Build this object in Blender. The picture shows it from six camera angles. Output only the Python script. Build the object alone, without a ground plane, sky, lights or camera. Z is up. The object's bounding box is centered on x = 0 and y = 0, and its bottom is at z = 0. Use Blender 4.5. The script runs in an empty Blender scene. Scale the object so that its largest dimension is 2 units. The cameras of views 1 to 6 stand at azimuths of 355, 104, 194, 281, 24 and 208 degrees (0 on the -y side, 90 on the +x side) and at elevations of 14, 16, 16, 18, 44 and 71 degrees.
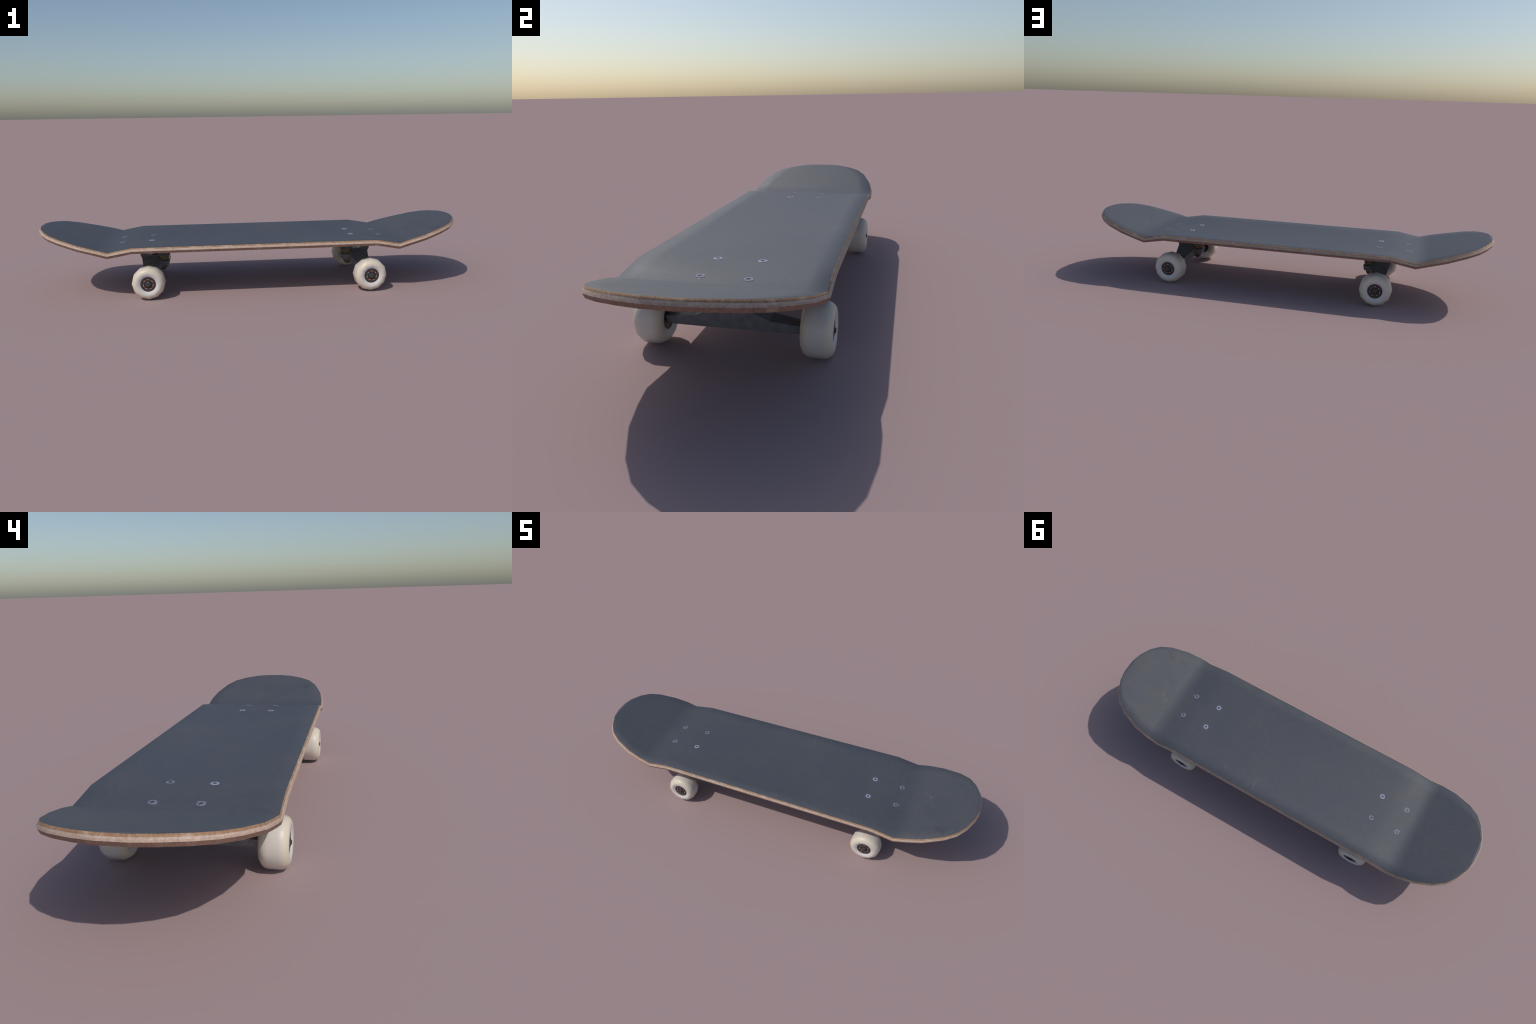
"""Skateboard: concave maple deck with grip tape, two trucks, four urethane wheels."""
import bpy, bmesh
from math import sin, cos, pi, radians, hypot
from mathutils import Vector, Matrix

# ------------------------------------------------------------------ helpers
def link(ob, parent=None):
    bpy.context.scene.collection.objects.link(ob)
    if parent is not None:
        ob.parent = parent
    return ob

def mesh_object(name, verts, faces, mats, mat_index=None, smooth=None, parent=None):
    me = bpy.data.meshes.new(name)
    me.from_pydata([tuple(v) for v in verts], [], faces)
    for m in mats:
        me.materials.append(m)
    if mat_index:
        me.polygons.foreach_set("material_index", mat_index)
    if smooth is not None:
        flags = smooth if isinstance(smooth, list) else [smooth] * len(me.polygons)
        me.polygons.foreach_set("use_smooth", flags)
    me.update()
    return link(bpy.data.objects.new(name, me), parent)

def fix_normals(ob):
    bm = bmesh.new()
    bm.from_mesh(ob.data)
    bmesh.ops.recalc_face_normals(bm, faces=bm.faces)
    bm.to_mesh(ob.data)
    bm.free()

def sharp_by_angle(ob, degrees):
    """Smooth shading with edges steeper than the angle kept crisp."""
    bm = bmesh.new()
    bm.from_mesh(ob.data)
    for f in bm.faces:
        f.smooth = True
    for e in bm.edges:
        e.smooth = len(e.link_faces) == 2 and e.calc_face_angle(0) < radians(degrees)
    bm.to_mesh(ob.data)
    bm.free()

class Nodes:
    """Tiny wrapper that keeps material graphs readable."""
    def __init__(self, name):
        self.mat = bpy.data.materials.new(name)
        self.mat.use_nodes = True
        self.nt = self.mat.node_tree
        self.bsdf = self.nt.nodes["Principled BSDF"]
        self.co = self.add("ShaderNodeTexCoord").outputs["Object"]
    def add(self, kind, **props):
        n = self.nt.nodes.new(kind)
        for k, v in props.items():
            setattr(n, k, v)
        return n
    def put(self, sock, val):
        if isinstance(val, bpy.types.NodeSocket):
            self.nt.links.new(val, sock)
        else:
            sock.default_value = val
    def math(self, op, a, b=0.0, c=None, clamp=False):
        n = self.add("ShaderNodeMath", operation=op, use_clamp=clamp)
        self.put(n.inputs[0], a); self.put(n.inputs[1], b)
        if c is not None:
            self.put(n.inputs[2], c)
        return n.outputs[0]
    def vec(self, op, a, b=(0, 0, 0), scale=None, out=0):
        n = self.add("ShaderNodeVectorMath", operation=op)
        self.put(n.inputs[0], a)
        if scale is None:
            self.put(n.inputs[1], b)
        else:
            self.put(n.inputs["Scale"], scale)
        return n.outputs[out]
    def noise(self, scale, detail=3.0, rough=0.5, stretch=(1, 1, 1), shift=(0, 0, 0)):
        m = self.add("ShaderNodeMapping")
        m.inputs["Scale"].default_value = stretch
        m.inputs["Location"].default_value = shift
        self.put(m.inputs["Vector"], self.co)
        n = self.add("ShaderNodeTexNoise")
        self.put(n.inputs["Vector"], m.outputs[0])
        n.inputs["Scale"].default_value = scale
        n.inputs["Detail"].default_value = detail
        n.inputs["Roughness"].default_value = rough
        return n.outputs["Fac"]
    def remap(self, v, lo, hi, a=0.0, b=1.0):
        n = self.add("ShaderNodeMapRange", interpolation_type='SMOOTHSTEP')
        self.put(n.inputs["Value"], v)
        for i, x in enumerate((lo, hi, a, b)):
            n.inputs[i + 1].default_value = x
        return n.outputs[0]
    def mix(self, fac, a, b, mode='MIX'):
        n = self.add("ShaderNodeMix", data_type='RGBA', blend_type=mode)
        self.put(n.inputs["Factor"], fac)
        for s, v in ((n.inputs[6], a), (n.inputs[7], b)):
            self.put(s, v if isinstance(v, bpy.types.NodeSocket) else (*v, 1.0))
        return n.outputs[2]
    def segment(self, a, b, radius, soft):
        """Mask of a thin stroke between two points of the plan (x, y)."""
        sep = self.add("ShaderNodeSeparateXYZ"); self.put(sep.inputs[0], self.co)
        comb = self.add("ShaderNodeCombineXYZ")
        self.put(comb.inputs[0], sep.outputs[0]); self.put(comb.inputs[1], sep.outputs[1])
        ab = (b[0] - a[0], b[1] - a[1], 0.0)
        ap = self.vec('SUBTRACT', comb.outputs[0], (a[0], a[1], 0.0))
        t = self.vec('DOT_PRODUCT', ap, ab, out=1)
        t = self.math('DIVIDE', t, ab[0] ** 2 + ab[1] ** 2, clamp=True)
        v = self.add("ShaderNodeVectorMath", operation='SCALE')
        v.inputs[0].default_value = ab
        self.put(v.inputs["Scale"], t)
        d = self.vec('LENGTH', self.vec('SUBTRACT', ap, v.outputs[0]), out=1)
        return self.remap(d, radius, radius + soft, 1.0, 0.0)
    def bump(self, height, strength, distance=0.001):
        n = self.add("ShaderNodeBump")
        n.inputs["Strength"].default_value = strength
        n.inputs["Distance"].default_value = distance
        self.put(n.inputs["Height"], height)
        self.put(self.bsdf.inputs["Normal"], n.outputs[0])
    def finish(self, color, rough, metallic=0.0, spec=0.5):
        self.put(self.bsdf.inputs["Base Color"], color if isinstance(color, bpy.types.NodeSocket) else (*color, 1))
        self.put(self.bsdf.inputs["Roughness"], rough)
        self.bsdf.inputs["Metallic"].default_value = metallic
        self.bsdf.inputs["Specular IOR Level"].default_value = spec
        return self.mat

# ------------------------------------------------------------------ materials
def grip_material():
    n = Nodes("grip_tape_grit")
    cloud = n.noise(3.2, 4, 0.6)
    fine = n.noise(420.0, 2, 0.7)
    mid = n.noise(60.0, 3, 0.6)
    blotch = n.noise(16.0, 5, 0.7, shift=(5, 2, 0))
    base = n.mix(n.remap(cloud, 0.35, 0.65), (0.0625, 0.0695, 0.0880), (0.075, 0.0795, 0.0925))
    base = n.mix(n.remap(fine, 0.3, 0.75, 0.0, 0.40), base, (0.110, 0.115, 0.132))
    base = n.mix(n.remap(mid, 0.3, 0.7, 0.30, 0.0), base, (0.047, 0.051, 0.064))
    # olive dust over the tape, strongest on one end and down the middle
    sep = n.add("ShaderNodeSeparateXYZ"); n.put(sep.inputs[0], n.co)
    ends = n.math('MAXIMUM', n.remap(sep.outputs[0], 0.62, 0.80), 0.45)
    mottle = n.math('MULTIPLY', ends, n.remap(blotch, 0.40, 0.66, 0.0, 0.32))
    base = n.mix(mottle, base, (0.100, 0.096, 0.090))
    for a, b, r, s, f in SCRATCHES:
        base = n.mix(n.math('MULTIPLY', n.segment(a, b, r, s), f), base, (0.28, 0.30, 0.34))
    smudge = n.math('MULTIPLY', n.segment(*SMUDGE, 0.003, 0.020), n.remap(blotch, 0.35, 0.6, 0.10, 0.38))
    base = n.mix(smudge, base, (0.032, 0.036, 0.036))
    n.bump(n.noise(650.0, 2, 0.6), 0.25, 0.0008)
    return n.finish(base, 0.58, spec=0.55)

def ply_material(name, dark, light, patch, stretch=(1.0, 1.0, 1.0), patch_at=(0.58, 0.70)):
    n = Nodes(name)
    grain = n.noise(95.0, 5, 0.72, stretch=stretch)
    speck = n.noise(260.0, 2, 0.6, stretch=(1, 1, 0.5))
    c = n.mix(n.remap(grain, 0.32, 0.68), dark, light)
    c = n.mix(n.remap(speck, 0.40, 0.70, 0.0, 0.35), c, patch)
    c = n.mix(n.remap(n.noise(24.0, 5, 0.7, shift=(3, 1, 2)), *patch_at, 0.0, 0.75), c, patch)
    n.bump(speck, 0.25, 0.0008)
    return n.finish(c, 0.62, spec=0.35)

def metal_material(name, dark, light, rough, metallic=0.0, scale=45.0):
    n = Nodes(name)
    c = n.mix(n.remap(n.noise(scale, 4, 0.6), 0.35, 0.68), dark, light)
    c = n.mix(n.remap(n.noise(scale * 4, 3, 0.6, stretch=(1, 1, 0.25)), 0.62, 0.75, 0.0, 0.4), c,
              tuple(min(1.0, v * 1.7) for v in light))
    return n.finish(c, rough, metallic, 0.45)

def wheel_material():
    """Cream urethane: cooler in the dish, yellowed along both shoulders."""
    n = Nodes("wheel_urethane")
    sep = n.add("ShaderNodeSeparateXYZ"); n.put(sep.inputs[0], n.co)
    flat = n.add("ShaderNodeCombineXYZ")
    n.put(flat.inputs[0], sep.outputs[0]); n.put(flat.inputs[2], sep.outputs[2])
    r = n.vec('LENGTH', flat.outputs[0], out=1)
    side = n.math('ABSOLUTE', sep.outputs[1])
    wob = n.math('MULTIPLY_ADD', n.noise(30.0, 3), 0.006, -0.003)
    c = n.mix(n.remap(n.noise(14.0, 3), 0.35, 0.65), (0.690, 0.635, 0.565), (0.725, 0.670, 0.595))
    shoulder = n.math('MULTIPLY', n.remap(n.math('ADD', side, wob), 0.022, 0.030),
                      n.remap(r, 0.050, 0.060))
    c = n.mix(n.math('MULTIPLY', shoulder, 0.80), c, (0.735, 0.645, 0.485))
    c = n.mix(n.remap(r, 0.056, 0.045), c, (0.715, 0.665, 0.635))
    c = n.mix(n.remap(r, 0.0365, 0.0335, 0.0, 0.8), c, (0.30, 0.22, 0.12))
    return n.finish(c, 0.42, spec=0.5)

def plain(name, color, rough, metallic=0.0, vary=0.25, scale=120.0):
    n = Nodes(name)
    c = n.mix(n.remap(n.noise(scale, 3), 0.3, 0.7), tuple(v * (1 - vary) for v in color),
              tuple(v * (1 + vary) for v in color))
    return n.finish(c, rough, metallic)

# plan positions of wear marks and one painted glint on the grip tape
SCRATCHES = [
    ((0.2807, 0.1884), (0.2732, 0.2141), 0.0004, 0.0022, 0.20),
    ((0.1065, 0.1820), (0.1000, 0.2450), 0.0004, 0.0024, 0.24),
    ((0.7690, 0.0200), (0.7680, 0.0360), 0.0008, 0.0040, 0.20),
    ((0.740, 0.052), (0.752, 0.046), 0.0008, 0.0040, 0.15),
    ((-0.983, -0.066), (-0.989, 0.040), 0.0006, 0.0036, 0.20),   # bright shading sliver at the tip, drawn as a pale stroke
    ((0.6330, -0.0580), (0.6375, -0.0560), 0.0012, 0.0040, 0.48),  # chips by the bolts
    ((-0.6085, -0.0690), (-0.6060, -0.0500), 0.0008, 0.0036, 0.48),
    ((-0.6300, 0.0520), (-0.6360, 0.0560), 0.0006, 0.0040, 0.35),
    ((0.6330, 0.0700), (0.6360, 0.0640), 0.0010, 0.0030, 0.40),
    ((0.4720, 0.0760), (0.4700, 0.0720), 0.0006, 0.0040, 0.35),
]
SMUDGE = ((0.840, -0.172), (0.862, -0.186))

GRIP = grip_material()
PLY_TOP = ply_material("ply_amber", (0.27, 0.145, 0.072), (0.37, 0.21, 0.115), (0.48, 0.355, 0.26), patch_at=(0.52, 0.64))
PLY_PALE = ply_material("ply_maple", (0.41, 0.290, 0.220), (0.570, 0.435, 0.345), (0.62, 0.52, 0.43))
PLY_ROSE = ply_material("ply_rose", (0.40, 0.275, 0.210), (0.55, 0.410, 0.330), (0.36, 0.235, 0.175))
PLY_BOTTOM = ply_material("ply_brown", (0.210, 0.120, 0.084), (0.300, 0.180, 0.130), (0.40, 0.285, 0.225), patch_at=(0.54, 0.68))
BELLY = ply_material("belly_veneer", (0.225, 0.125, 0.09), (0.30, 0.175, 0.125), (0.33, 0.21, 0.155), stretch=(0.12, 1, 1))
PAINT = metal_material("truck_painted_metal", (0.170, 0.178, 0.192), (0.220, 0.225, 0.235), 0.5)
BASE_METAL = metal_material("baseplate_metal", (0.115, 0.118, 0.126), (0.150, 0.153, 0.160), 0.5)
STEEL = metal_material("axle_steel", (0.16, 0.16, 0.17), (0.25, 0.25, 0.26), 0.4, 0.5)
BRASS = plain("brass_spacer", (0.34, 0.24, 0.09), 0.45, 0.2)
RUBBER = plain("bushing_urethane", (0.155, 0.122, 0.066), 0.5)
WASHER = plain("black_washer", (0.02, 0.02, 0.022), 0.5)
URETHANE = wheel_material()
SHIELD = plain("bearing_black", (0.020, 0.020, 0.021), 0.45)
RACE = plain("bearing_race_grey", (0.085, 0.082, 0.082), 0.45)
RED = plain("bearing_cage_red", (0.28, 0.050, 0.024), 0.5)
WHITE = plain("bearing_ball_white", (0.38, 0.37, 0.375), 0.4)
NUT = plain("nut_dark_steel", (0.070, 0.076, 0.076), 0.42, 0.3)
BOLT_BRIGHT = plain("bolt_bare_metal", (0.295, 0.33, 0.435), 0.5, 0.0, 0.12)
BOLT_DULL = plain("bolt_worn_metal", (0.185, 0.205, 0.265), 0.6, 0.1, 0.30)
SOCKET = plain("bolt_socket", (0.012, 0.012, 0.013), 0.9)

# ------------------------------------------------------------------ deck form
KINK, CREASE = 0.5530, 0.6600        # where the flat ends / the kick starts
HALF_WIDTH = 0.2625                  # half width of the grip tape
ROLL = 0.34                          # outward lean of the shading at the tape's border
CONCAVE = 0.0102                     # how far the rails rise over the middle
RAIL = 0.42                          # fraction of the width that stays flat
SHOULDER = 0.80                      # last row before the rolled edge of the tape
# kick outline: distance along the board, half width, height of the grip edge
KICK = [(0.6600, 0.2625, 0.2247), (0.7170, 0.2600, 0.2410), (0.7890, 0.2490, 0.2588),
        (0.8730, 0.2188, 0.2820), (0.9225, 0.1857, 0.2952), (0.9555, 0.1422, 0.3038),
        (0.9810, 0.0850, 0.3102), (0.9920, 0.0335, 0.3123)]

def lerp_table(x, col):
    for a, b in zip(KICK, KICK[1:]):
        if x <= b[0]:
            t = (x - a[0]) / (b[0] - a[0])
            return a[col] + t * (b[col] - a[col])
    return KICK[-1][col]

def half_width(x):
    x = abs(x)
    return HALF_WIDTH if x <= CREASE else lerp_table(x, 1)

def spine(x):
    """Height of the middle of the grip surface."""
    x = abs(x)
    if x <= KINK:
        return 0.2333
    if x <= CREASE:
        return 0.2333 + (KICK[0][2] - 0.2333) * (x - KINK) / (CREASE - KINK)
    return lerp_table(x, 2)

def concave(x):
    x = abs(x)
    return CONCAVE if x <= KINK else max(0.0, CONCAVE * (CREASE - x) / (CREASE - KINK))

half_stations = [0.0, 0.18, 0.36, 0.50, KINK, 0.610, CREASE] + [k[0] for k in KICK[1:]]
stations = [-x for x in reversed(half_stations[1:])] + half_stations
fractions = [-1.0, -SHOULDER, -RAIL, 0.0, RAIL, SHOULDER, 1.0]

def surface(x, f, drop=0.0):
    lift = concave(x) * max(0.0, (abs(f) - RAIL) / (1 - RAIL))
    return Vector((x, f * half_width(x), spine(x) + lift - drop))

def outline_ring():
    """Grip outline, counter-clockwise, as (x, fraction)."""
    right = [(x, -1.0) for x in stations]
    tip_a = [(stations[-1], f) for f in fractions[1:-1]]
    left = [(x, 1.0) for x in reversed(stations)]
    tip_b = [(stations[0], f) for f in reversed(fractions[1:-1])]
    return right + tip_a + left + tip_b

RING = outline_ring()

def outward(i):
    """Direction in plan that points out of the deck at a ring vertex."""
    p = [surface(*RING[j % len(RING)]) for j in (i - 1, i, i + 1)]
    e1 = (p[1] - p[0]).xy.normalized()
    e2 = (p[2] - p[1]).xy.normalized()
    n1, n2 = Vector((e1.y, -e1.x)), Vector((e2.y, -e2.x))
    m = (n1 + n2).normalized()
    return m / max(0.6, m.dot(n1))

def sheet(drop):
    verts = [surface(x, f, drop) for x in stations for f in fractions]
    w = len(fractions)
    faces = [(i * w + j, (i + 1) * w + j, (i + 1) * w + j + 1, i * w + j + 1)
             for i in range(len(stations) - 1) for j in range(w - 1)]
    idx = {(x, f): i * w + j for i, x in enumerate(stations) for j, f in enumerate(fractions)}
    return verts, faces, idx

board = link(bpy.data.objects.new("skateboard", None))
board["label"] = "worn skateboard with dark grip tape, maple edge and cream wheels"
board["category"] = "skateboard"

# --- plywood body: rings that step out to the rail and back in under it
def build_deck():
    top_v, top_f, idx = sheet(0.0012)
    for r in RING:                       # the ply meets the tape flush along its border
        top_v[idx[r]] = surface(*r, 0.0001)
    verts, faces, mats, smooth = list(top_v), list(top_f), [4] * len(top_f), [True] * len(top_f)
    # ring offset outward, drop below the grip surface
    profile = [(0.0032, 0.0060), (0.0057, 0.0100), (0.0082, 0.0140), (0.0028, 0.0258)]
    n = len(RING)
    prev = [idx[r] for r in RING]
    band_first = []
    for k, (out, drop) in enumerate(profile):
        if k:   # duplicate the ring so that each ply band keeps a crisp edge
            base = len(verts)
            verts += [verts[i].copy() for i in prev]
            prev = list(range(base, base + n))
        base = len(verts)
        for i, r in enumerate(RING):
            p = surface(*r)
            o = outward(i) * out
            verts.append(Vector((p.x + o.x, p.y + o.y, p.z - drop)))
        cur = list(range(base, base + n))
        for i in range(n):
            j = (i + 1) % n
            faces.append((prev[i], cur[i], cur[j], prev[j]))
            mats.append(k)
            smooth.append(True)
        prev = cur
        band_first.append(cur)
    # belly: same sheet, lower, its border welded to the last ring position
    base = len(verts)
    bv, bf, bidx = sheet(0.0258)
    for i, r in enumerate(RING):
        bv[bidx[r]] = verts[prev[i]].copy()
    verts += bv
    for f in bf:
        faces.append(tuple(base + i for i in reversed(f)))
        mats.append(4)
        smooth.append(True)
    ob = mesh_object("deck", verts, faces, [PLY_TOP, PLY_PALE, PLY_ROSE, PLY_BOTTOM, BELLY], mats, smooth, board)
    return ob

deck = build_deck()

# --- grip tape: thin sheet sunk slightly into the ply
def build_grip():
    verts, faces, idx = sheet(0.0)
    base = len(verts)
    n = len(RING)
    verts += [surface(*r) for r in RING]
    verts += [surface(*r, 0.0020) - 0.003 * Vector((*outward(i), 0)) for i, r in enumerate(RING)]
    smooth = [True] * len(faces)
    for i in range(n):
        j = (i + 1) % n
        faces.append((base + i, base + n + i, base + n + j, base + j))
        smooth.append(True)
    ob = mesh_object("grip_tape", verts, faces, [GRIP], None, smooth, deck)
    # soften the shading: the tape rolls over at its border, and the bend at the
    # kick is spread over the first row of the kick only
    normals = [v.normal.copy() for v in ob.data.vertices]
    ring_at = {r: i for i, r in enumerate(RING)}
    for key, i in idx.items():
        x, f = key
        if abs(abs(x) - CREASE) < 1e-6:
            s = 1 if x > 0 else -1
            slope = (spine(CREASE) - spine(KINK)) / (CREASE - KINK) * s * 0.75
            normals[i] = Vector((-slope, normals[i].y, 1)).normalized()
        if key in ring_at:
            o = outward(ring_at[key])
            base_n = normals[i]
            normals[i] = (base_n + ROLL * Vector((o.x, o.y, 0)).normalized()).normalized()
    for i in range(n):
        o = outward(i)
        normals[base + i] = normals[base + n + i] = Vector((o.x, o.y, 0.8)).normalized()
    ob.data.normals_split_custom_set_from_vertices(normals)
    return ob


build_grip()

# --- eight mounting bolts, heads just proud of the tape
def bolt_mesh(name, mats):
    seg, rings = 24, [(0.0128, -0.003), (0.0128, 0.0004), (0.0120, 0.0010), (0.0058, 0.0010), (0.0055, -0.0020), (0.0, -0.0020)]
    verts, faces, mi = [], [], []
    for r, z in rings[:-1]:
        verts += [(r * cos(2 * pi * k / seg), r * sin(2 * pi * k / seg), z) for k in range(seg)]
    verts.append((0, 0, rings[-1][1]))
    for i in range(len(rings) - 2):
        for k in range(seg):
            a, b = i * seg + k, i * seg + (k + 1) % seg
            faces.append((a, b, b + seg, a + seg)); mi.append(1 if i == 3 else 0)
    last = (len(rings) - 2) * seg
    for k in range(seg):
        faces.append((last + k, last + (k + 1) % seg, len(verts) - 1)); mi.append(1)
    me = bpy.data.meshes.new(name)
    me.from_pydata(verts, [], faces)
    for m in mats:
        me.materials.append(m)
    me.polygons.foreach_set("material_index", mi)
    me.update()
    return me

bright, dull = bolt_mesh("bolt", [BOLT_BRIGHT, SOCKET]), bolt_mesh("bolt_worn", [BOLT_DULL, SOCKET])
for sx in (1, -1):
    for x, y, shiny in ((0.4830, 0.0652, sx > 0), (0.4815, -0.0602, True), (0.6225, 0.0655, False), (0.6205, -0.0600, False)):
        ob = link(bpy.data.objects.new("bolt", bright if shiny else dull), deck)
        slope = (spine(sx * x + 0.01) - spine(sx * x - 0.01)) / 0.02
        ob.matrix_world = Matrix.Translation((sx * x, y, spine(x))) @ Vector((-slope, 0, 1)).to_track_quat('Z', 'Y').to_matrix().to_4x4()

# ------------------------------------------------------------------ trucks
CENTRE = 0.0225                      # the running gear sits a little off the middle of the deck
AXLE_X, AXLE_Z = 0.5120, 0.0752      # axle from that centre, and above the ground
KINGPIN_X = 0.4590
WHEEL_Y = 0.2262                     # middle of each wheel

def hull(bm, pts):
    vs = [bm.verts.new(p) for p in pts]
    res = bmesh.ops.convex_hull(bm, input=vs)
    junk = [g for g in res["geom_interior"] if isinstance(g, bmesh.types.BMVert)]
    bmesh.ops.delete(bm, geom=junk, context='VERTS')

def both(pts):
    return [(x, s * y, z) for x, y, z in pts for s in (1, -1)]

def ngon(cx, cy, r, z, n, turn=0.0):
    return [(cx + r * cos(2 * pi * k / n + turn), cy + r * sin(2 * pi * k / n + turn), z) for k in range(n)]

def from_bmesh(name, bm, mats, angle, parent, bevel=0.0):
    if bevel:
        bmesh.ops.remove_doubles(bm, verts=bm.verts, dist=1e-5)
        bmesh.ops.dissolve_limit(bm, angle_limit=radians(3), verts=bm.verts, edges=bm.edges)
        bmesh.ops.bevel(bm, geom=list(bm.edges), offset=bevel, segments=1, affect='EDGES', clamp_overlap=True)
    bmesh.ops.recalc_face_normals(bm, faces=bm.faces)
    me = bpy.data.meshes.new(name)
    bm.to_mesh(me); bm.free()
    for m in mats:
        me.materials.append(m)
    ob = link(bpy.data.objects.new(name, me), parent)
    sharp_by_angle(ob, angle)
    return ob

def lathe(name, profile, axis, centre, seg, mats, parent, angle=40, mat_of=None, turn=0.0):
    """Revolve (radius, along) points about the x, y or z axis."""
    verts, faces, mi = [], [], []
    for r, h in profile:
        for k in range(seg):
            a = 2 * pi * k / seg + turn
            u, v = r * cos(a), r * sin(a)
            verts.append({'z': (u, v, h), 'y': (u, h, v)}[axis])
    for i in range(len(profile) - 1):
        for k in range(seg):
            a, b = i * seg + k, i * seg + (k + 1) % seg
            faces.append((a, b, b + seg, a + seg)); mi.append(mat_of(i, k) if mat_of else 0)
    for i, flip in ((0, True), (len(profile) - 1, False)):
        if profile[i][0] > 1e-6:
            loop = [i * seg + k for k in range(seg)]
            faces.append(tuple(reversed(loop)) if flip else tuple(loop)); mi.append(mat_of(i, 0) if mat_of else 0)
    ob = mesh_object(name, verts, faces, mats, mi, True, parent)
    ob.location = centre
    bm = bmesh.new(); bm.from_mesh(ob.data)
    bmesh.ops.remove_doubles(bm, verts=bm.verts, dist=1e-7)
    bmesh.ops.recalc_face_normals(bm, faces=bm.faces)
    bm.to_mesh(ob.data); bm.free()
    sharp_by_angle(ob, angle)
    return ob

# the kingpin leans: its head towards the middle of the board
TILT = Matrix.Translation((KINGPIN_X, 0, 0.125)) @ Matrix.Rotation(radians(-8), 4, 'Y') @ Matrix.Translation((-KINGPIN_X, 0, -0.125))

def build_truck():
    # baseplate: slab under the deck, tapered boss over the kingpin, pivot cup outboard
    bm = bmesh.new()
    hull(bm, both([(0.412, 0.085, 0.2085), (0.592, 0.085, 0.2050), (0.412, 0.085, 0.1995), (0.592, 0.085, 0.1985),
                   (0.402, 0.060, 0.2085), (0.402, 0.060, 0.1995), (0.604, 0.060, 0.2050), (0.604, 0.060, 0.1985)]))
    hull(bm, [TILT @ Vector(p) for p in ngon(KINGPIN_X, 0, 0.0285, 0.1475, 10) + ngon(KINGPIN_X, 0, 0.0290, 0.1500, 10)]
         + ngon(KINGPIN_X + 0.004, 0, 0.056, 0.2000, 10))
    hull(bm, both([(0.527, 0.019, 0.1425), (0.561, 0.019, 0.1395), (0.540, 0.021, 0.1525), (0.565, 0.021, 0.1520),
                   (0.552, 0.032, 0.2000), (0.576, 0.032, 0.1995)]))
    base = from_bmesh("truck", bm, [BASE_METAL], 25, board)

    # hanger: wide arms, raised web up to the pivot, ring round the kingpin
    bm = bmesh.new()
    for s in (1, -1):
        # corners of the arm: inner, then at the wheel; the front corner is cut back
        arm = [(0.4830, 0.100, 0.1000), (0.4845, 0.100, 0.0735), (0.5450, 0.100, 0.0990), (0.5125, 0.100, 0.0552), (0.5320, 0.100, 0.0640),
               (0.5440, 0.122, 0.0965), (0.5125, 0.160, 0.0565), (0.5310, 0.160, 0.0640),
               (0.4885, 0.1720, 0.0885), (0.4925, 0.1860, 0.0680), (0.5100, 0.1870, 0.0900), (0.5420, 0.1875, 0.0895), (0.5120, 0.1875, 0.0585), (0.5300, 0.1875, 0.0650)]
        hull(bm, [(x, s * y, z) for x, y, z in arm])
    hull(bm, both([(0.482, 0.018, 0.1425), (0.550, 0.013, 0.1455), (0.462, 0.0335, 0.1245), (0.464, 0.0300, 0.0900),
                   (0.4830, 0.102, 0.1000), (0.4845, 0.102, 0.0735), (0.5450, 0.102, 0.0990), (0.5125, 0.102, 0.0552), (0.5320, 0.102, 0.0640),
                   (0.5450, 0.082, 0.1035), (0.5530, 0.056, 0.1195), (0.5600, 0.013, 0.1425), (0.478, 0.020, 0.0760)]))
    hull(bm, [TILT @ Vector(p) for p in ngon(KINGPIN_X, 0, 0.0340, 0.1235, 8, pi / 8) + ngon(KINGPIN_X, 0, 0.0320, 0.1000, 8, pi / 8)])
    from_bmesh("hanger", bm, [PAINT], 25, base)

    # kingpin stack, leaning with the kingpin
    def stack(name, profile, seg, mat):
        ob = lathe(name, profile, 'z', (0, 0, 0), seg, [mat], base)
        ob.data.transform(TILT @ Matrix.Translation((KINGPIN_X, 0, 0)))
    stack("bushing", [(0.0235, 0.1230), (0.0255, 0.1280), (0.0255, 0.1420), (0.0250, 0.1500)], 16, RUBBER)
    stack("bushing", [(0.0200, 0.0830), (0.0225, 0.0900), (0.0228, 0.1020)], 16, RUBBER)
    stack("washer", [(0.0258, 0.1230), (0.0258, 0.1258)], 16, WASHER)
    stack("washer", [(0.0190, 0.0795), (0.0190, 0.0832)], 16, WASHER)
    stack("kingpin_nut", [(0.0120, 0.0720), (0.0120, 0.0800)], 6, STEEL)
    # axle with brass speed washers against the bearings
    lathe("axle", [(0.0060, -0.2640), (0.0060, 0.2640)], 'y', (AXLE_X, 0, AXLE_Z), 12, [STEEL], base)
    for s in (1, -1):
        lathe("spacer", [(0.0120, s * 0.1730), (0.0120, s * 0.1935)], 'y', (AXLE_X, 0, AXLE_Z), 12, [BRASS], base)
    for c in base.children:
        c.name = c.name.split(".")[0]
    return base

# ------------------------------------------------------------------ wheels
WHEEL_R = 0.0752

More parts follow.
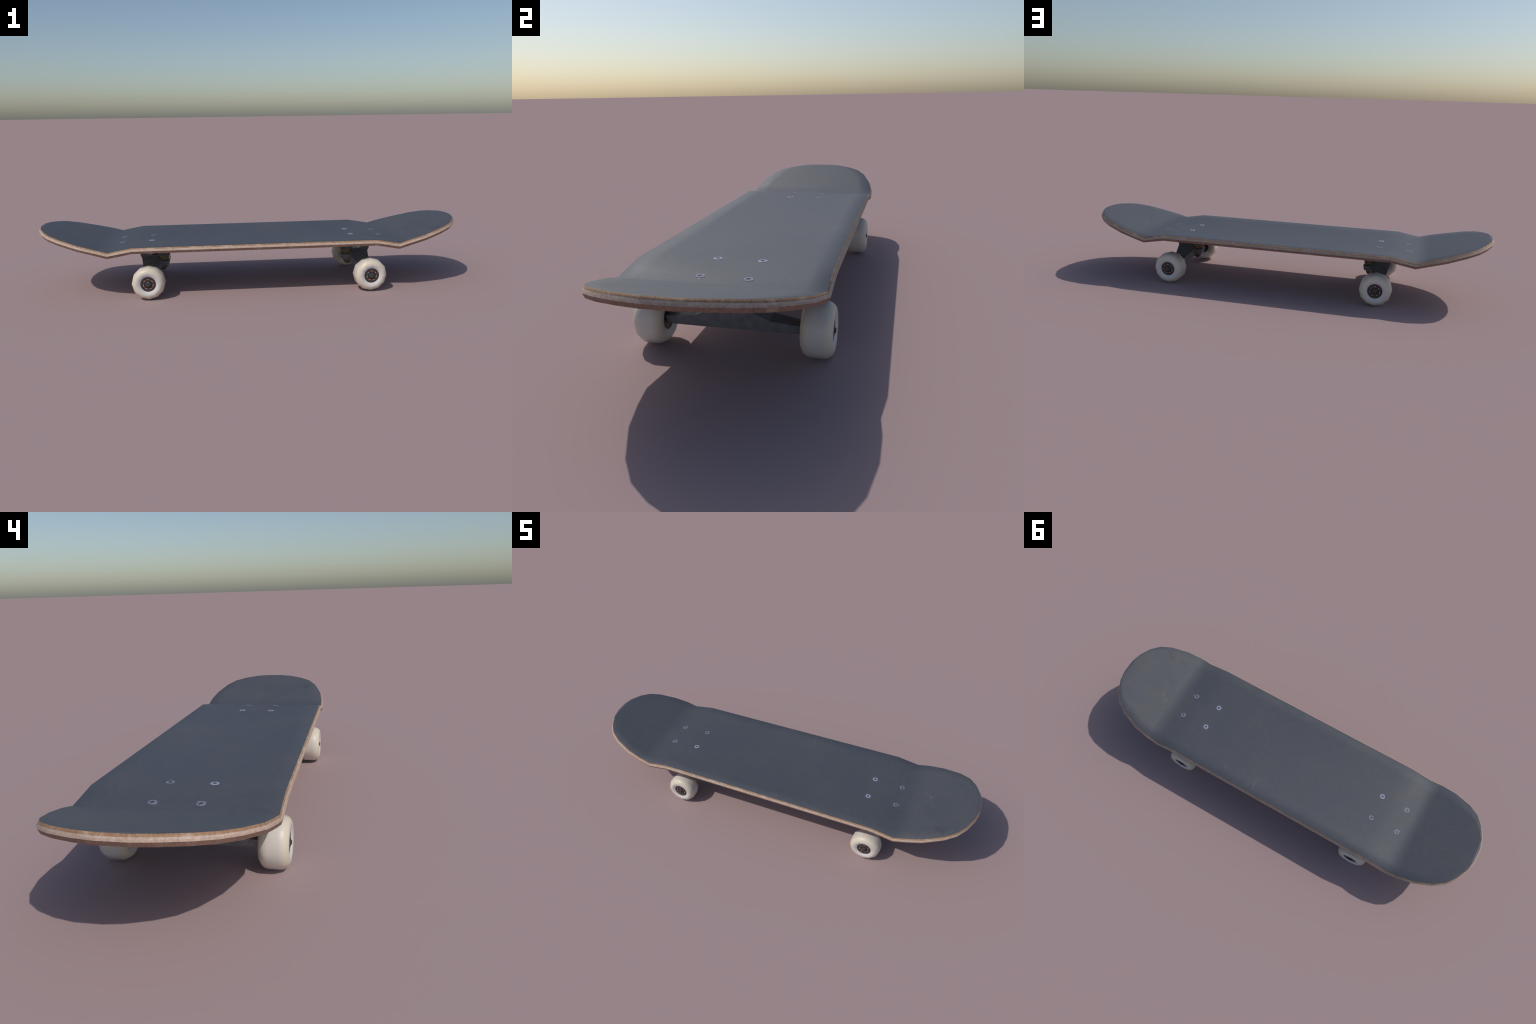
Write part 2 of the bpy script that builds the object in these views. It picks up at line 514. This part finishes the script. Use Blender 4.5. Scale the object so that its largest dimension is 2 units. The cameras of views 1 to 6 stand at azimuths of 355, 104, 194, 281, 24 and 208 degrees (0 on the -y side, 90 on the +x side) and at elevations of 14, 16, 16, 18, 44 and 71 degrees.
def build_wheel():
    half = [(0.0300, 0.0335), (0.0335, 0.0345), (0.0365, 0.0362), (0.0430, 0.0398), (0.0505, 0.0420),
            (0.0575, 0.0412), (0.0650, 0.0370), (0.0710, 0.0300), (0.0742, 0.0225), (WHEEL_R, 0.0130)]
    profile = half + [(r, -y) for r, y in reversed(half)]
    seg = 12
    # last point meets the first through the bore, hidden by the bearings
    wheel = lathe("wheel", profile, 'y', (0, 0, 0), seg, [URETHANE], board, angle=70, turn=pi / 2)
    for side in (1, -1):
        bearing(side, wheel)
    return wheel

def bearing(side, wheel):
    """Shield, grey race and a cage of seven red segments parted by white balls."""
    steps = []
    for k in range(7):                         # white at the top, then red, round the ring
        steps += [("white", 2), ("red", 4)]
    n = sum(s for _, s in steps)
    kinds = [kind for kind, s in steps for _ in range(s)]
    widths = []
    for kind, s in steps:
        widths += [radians(17.0 if kind == "white" else 360 / 7 - 17.0) / s] * s
    angles, a = [], pi / 2 - radians(8.5)
    for w in widths:
        angles.append(a); a += w
    rings = [(0.0342, 0.0337, 0), (0.0338, 0.0355, 0), (0.0296, 0.0357, 1), (0.0280, 0.0355, 0), (0.0240, 0.0350, 2), (0.0203, 0.0350, 0),
             (0.0160, 0.0354, 0), (0.0050, 0.0354, 0)]
    verts, faces, mi = [], [], []
    for r, y, _ in rings:
        verts += [(r * cos(t), side * y, r * sin(t)) for t in angles]
    for i in range(len(rings) - 1):
        for k in range(n):
            p, q = i * n + k, i * n + (k + 1) % n
            faces.append((p, q, q + n, p + n))
            band = rings[i][2]
            mi.append(0 if band == 0 else 1 if band == 1 else (3 if kinds[k] == "white" else 2))
    faces.append(tuple((len(rings) - 1) * n + k for k in range(n))); mi.append(0)
    ob = mesh_object("bearing", verts, faces, [SHIELD, RACE, RED, WHITE], mi, False, wheel)
    fix_normals(ob)
    return ob

def nut(side, wheel):
    bm = bmesh.new()
    def hexagon(r, y):
        return [(r * cos(pi / 3 * k), y, r * sin(pi / 3 * k)) for k in range(6)]
    hull(bm, hexagon(0.0142, side * 0.0320) + hexagon(0.0142, side * 0.0380) + hexagon(0.0115, side * 0.0400))
    hull(bm, [(0.0066 * cos(pi / 5 * k), side * y, 0.0066 * sin(pi / 5 * k)) for k in range(10) for y in (0.034, 0.0430)])
    return from_bmesh("axle_nut", bm, [NUT], 30, wheel)

def duplicate(ob, parent):
    c = ob.copy()
    link(c, parent)
    for ch in ob.children:
        duplicate(ch, c)
    return c

truck = build_truck()
other = duplicate(truck, board)
truck.location = (CENTRE, 0, 0)
other.location = (CENTRE, 0, 0)
other.rotation_euler = (0, 0, pi)

wheel = build_wheel()
wheels = [wheel] + [duplicate(wheel, board) for _ in range(3)]
for w, (sx, sy) in zip(wheels, ((1, 1), (1, -1), (-1, 1), (-1, -1))):
    w.location = (CENTRE + sx * AXLE_X, sy * WHEEL_Y, AXLE_Z)
    nut(sy, w)
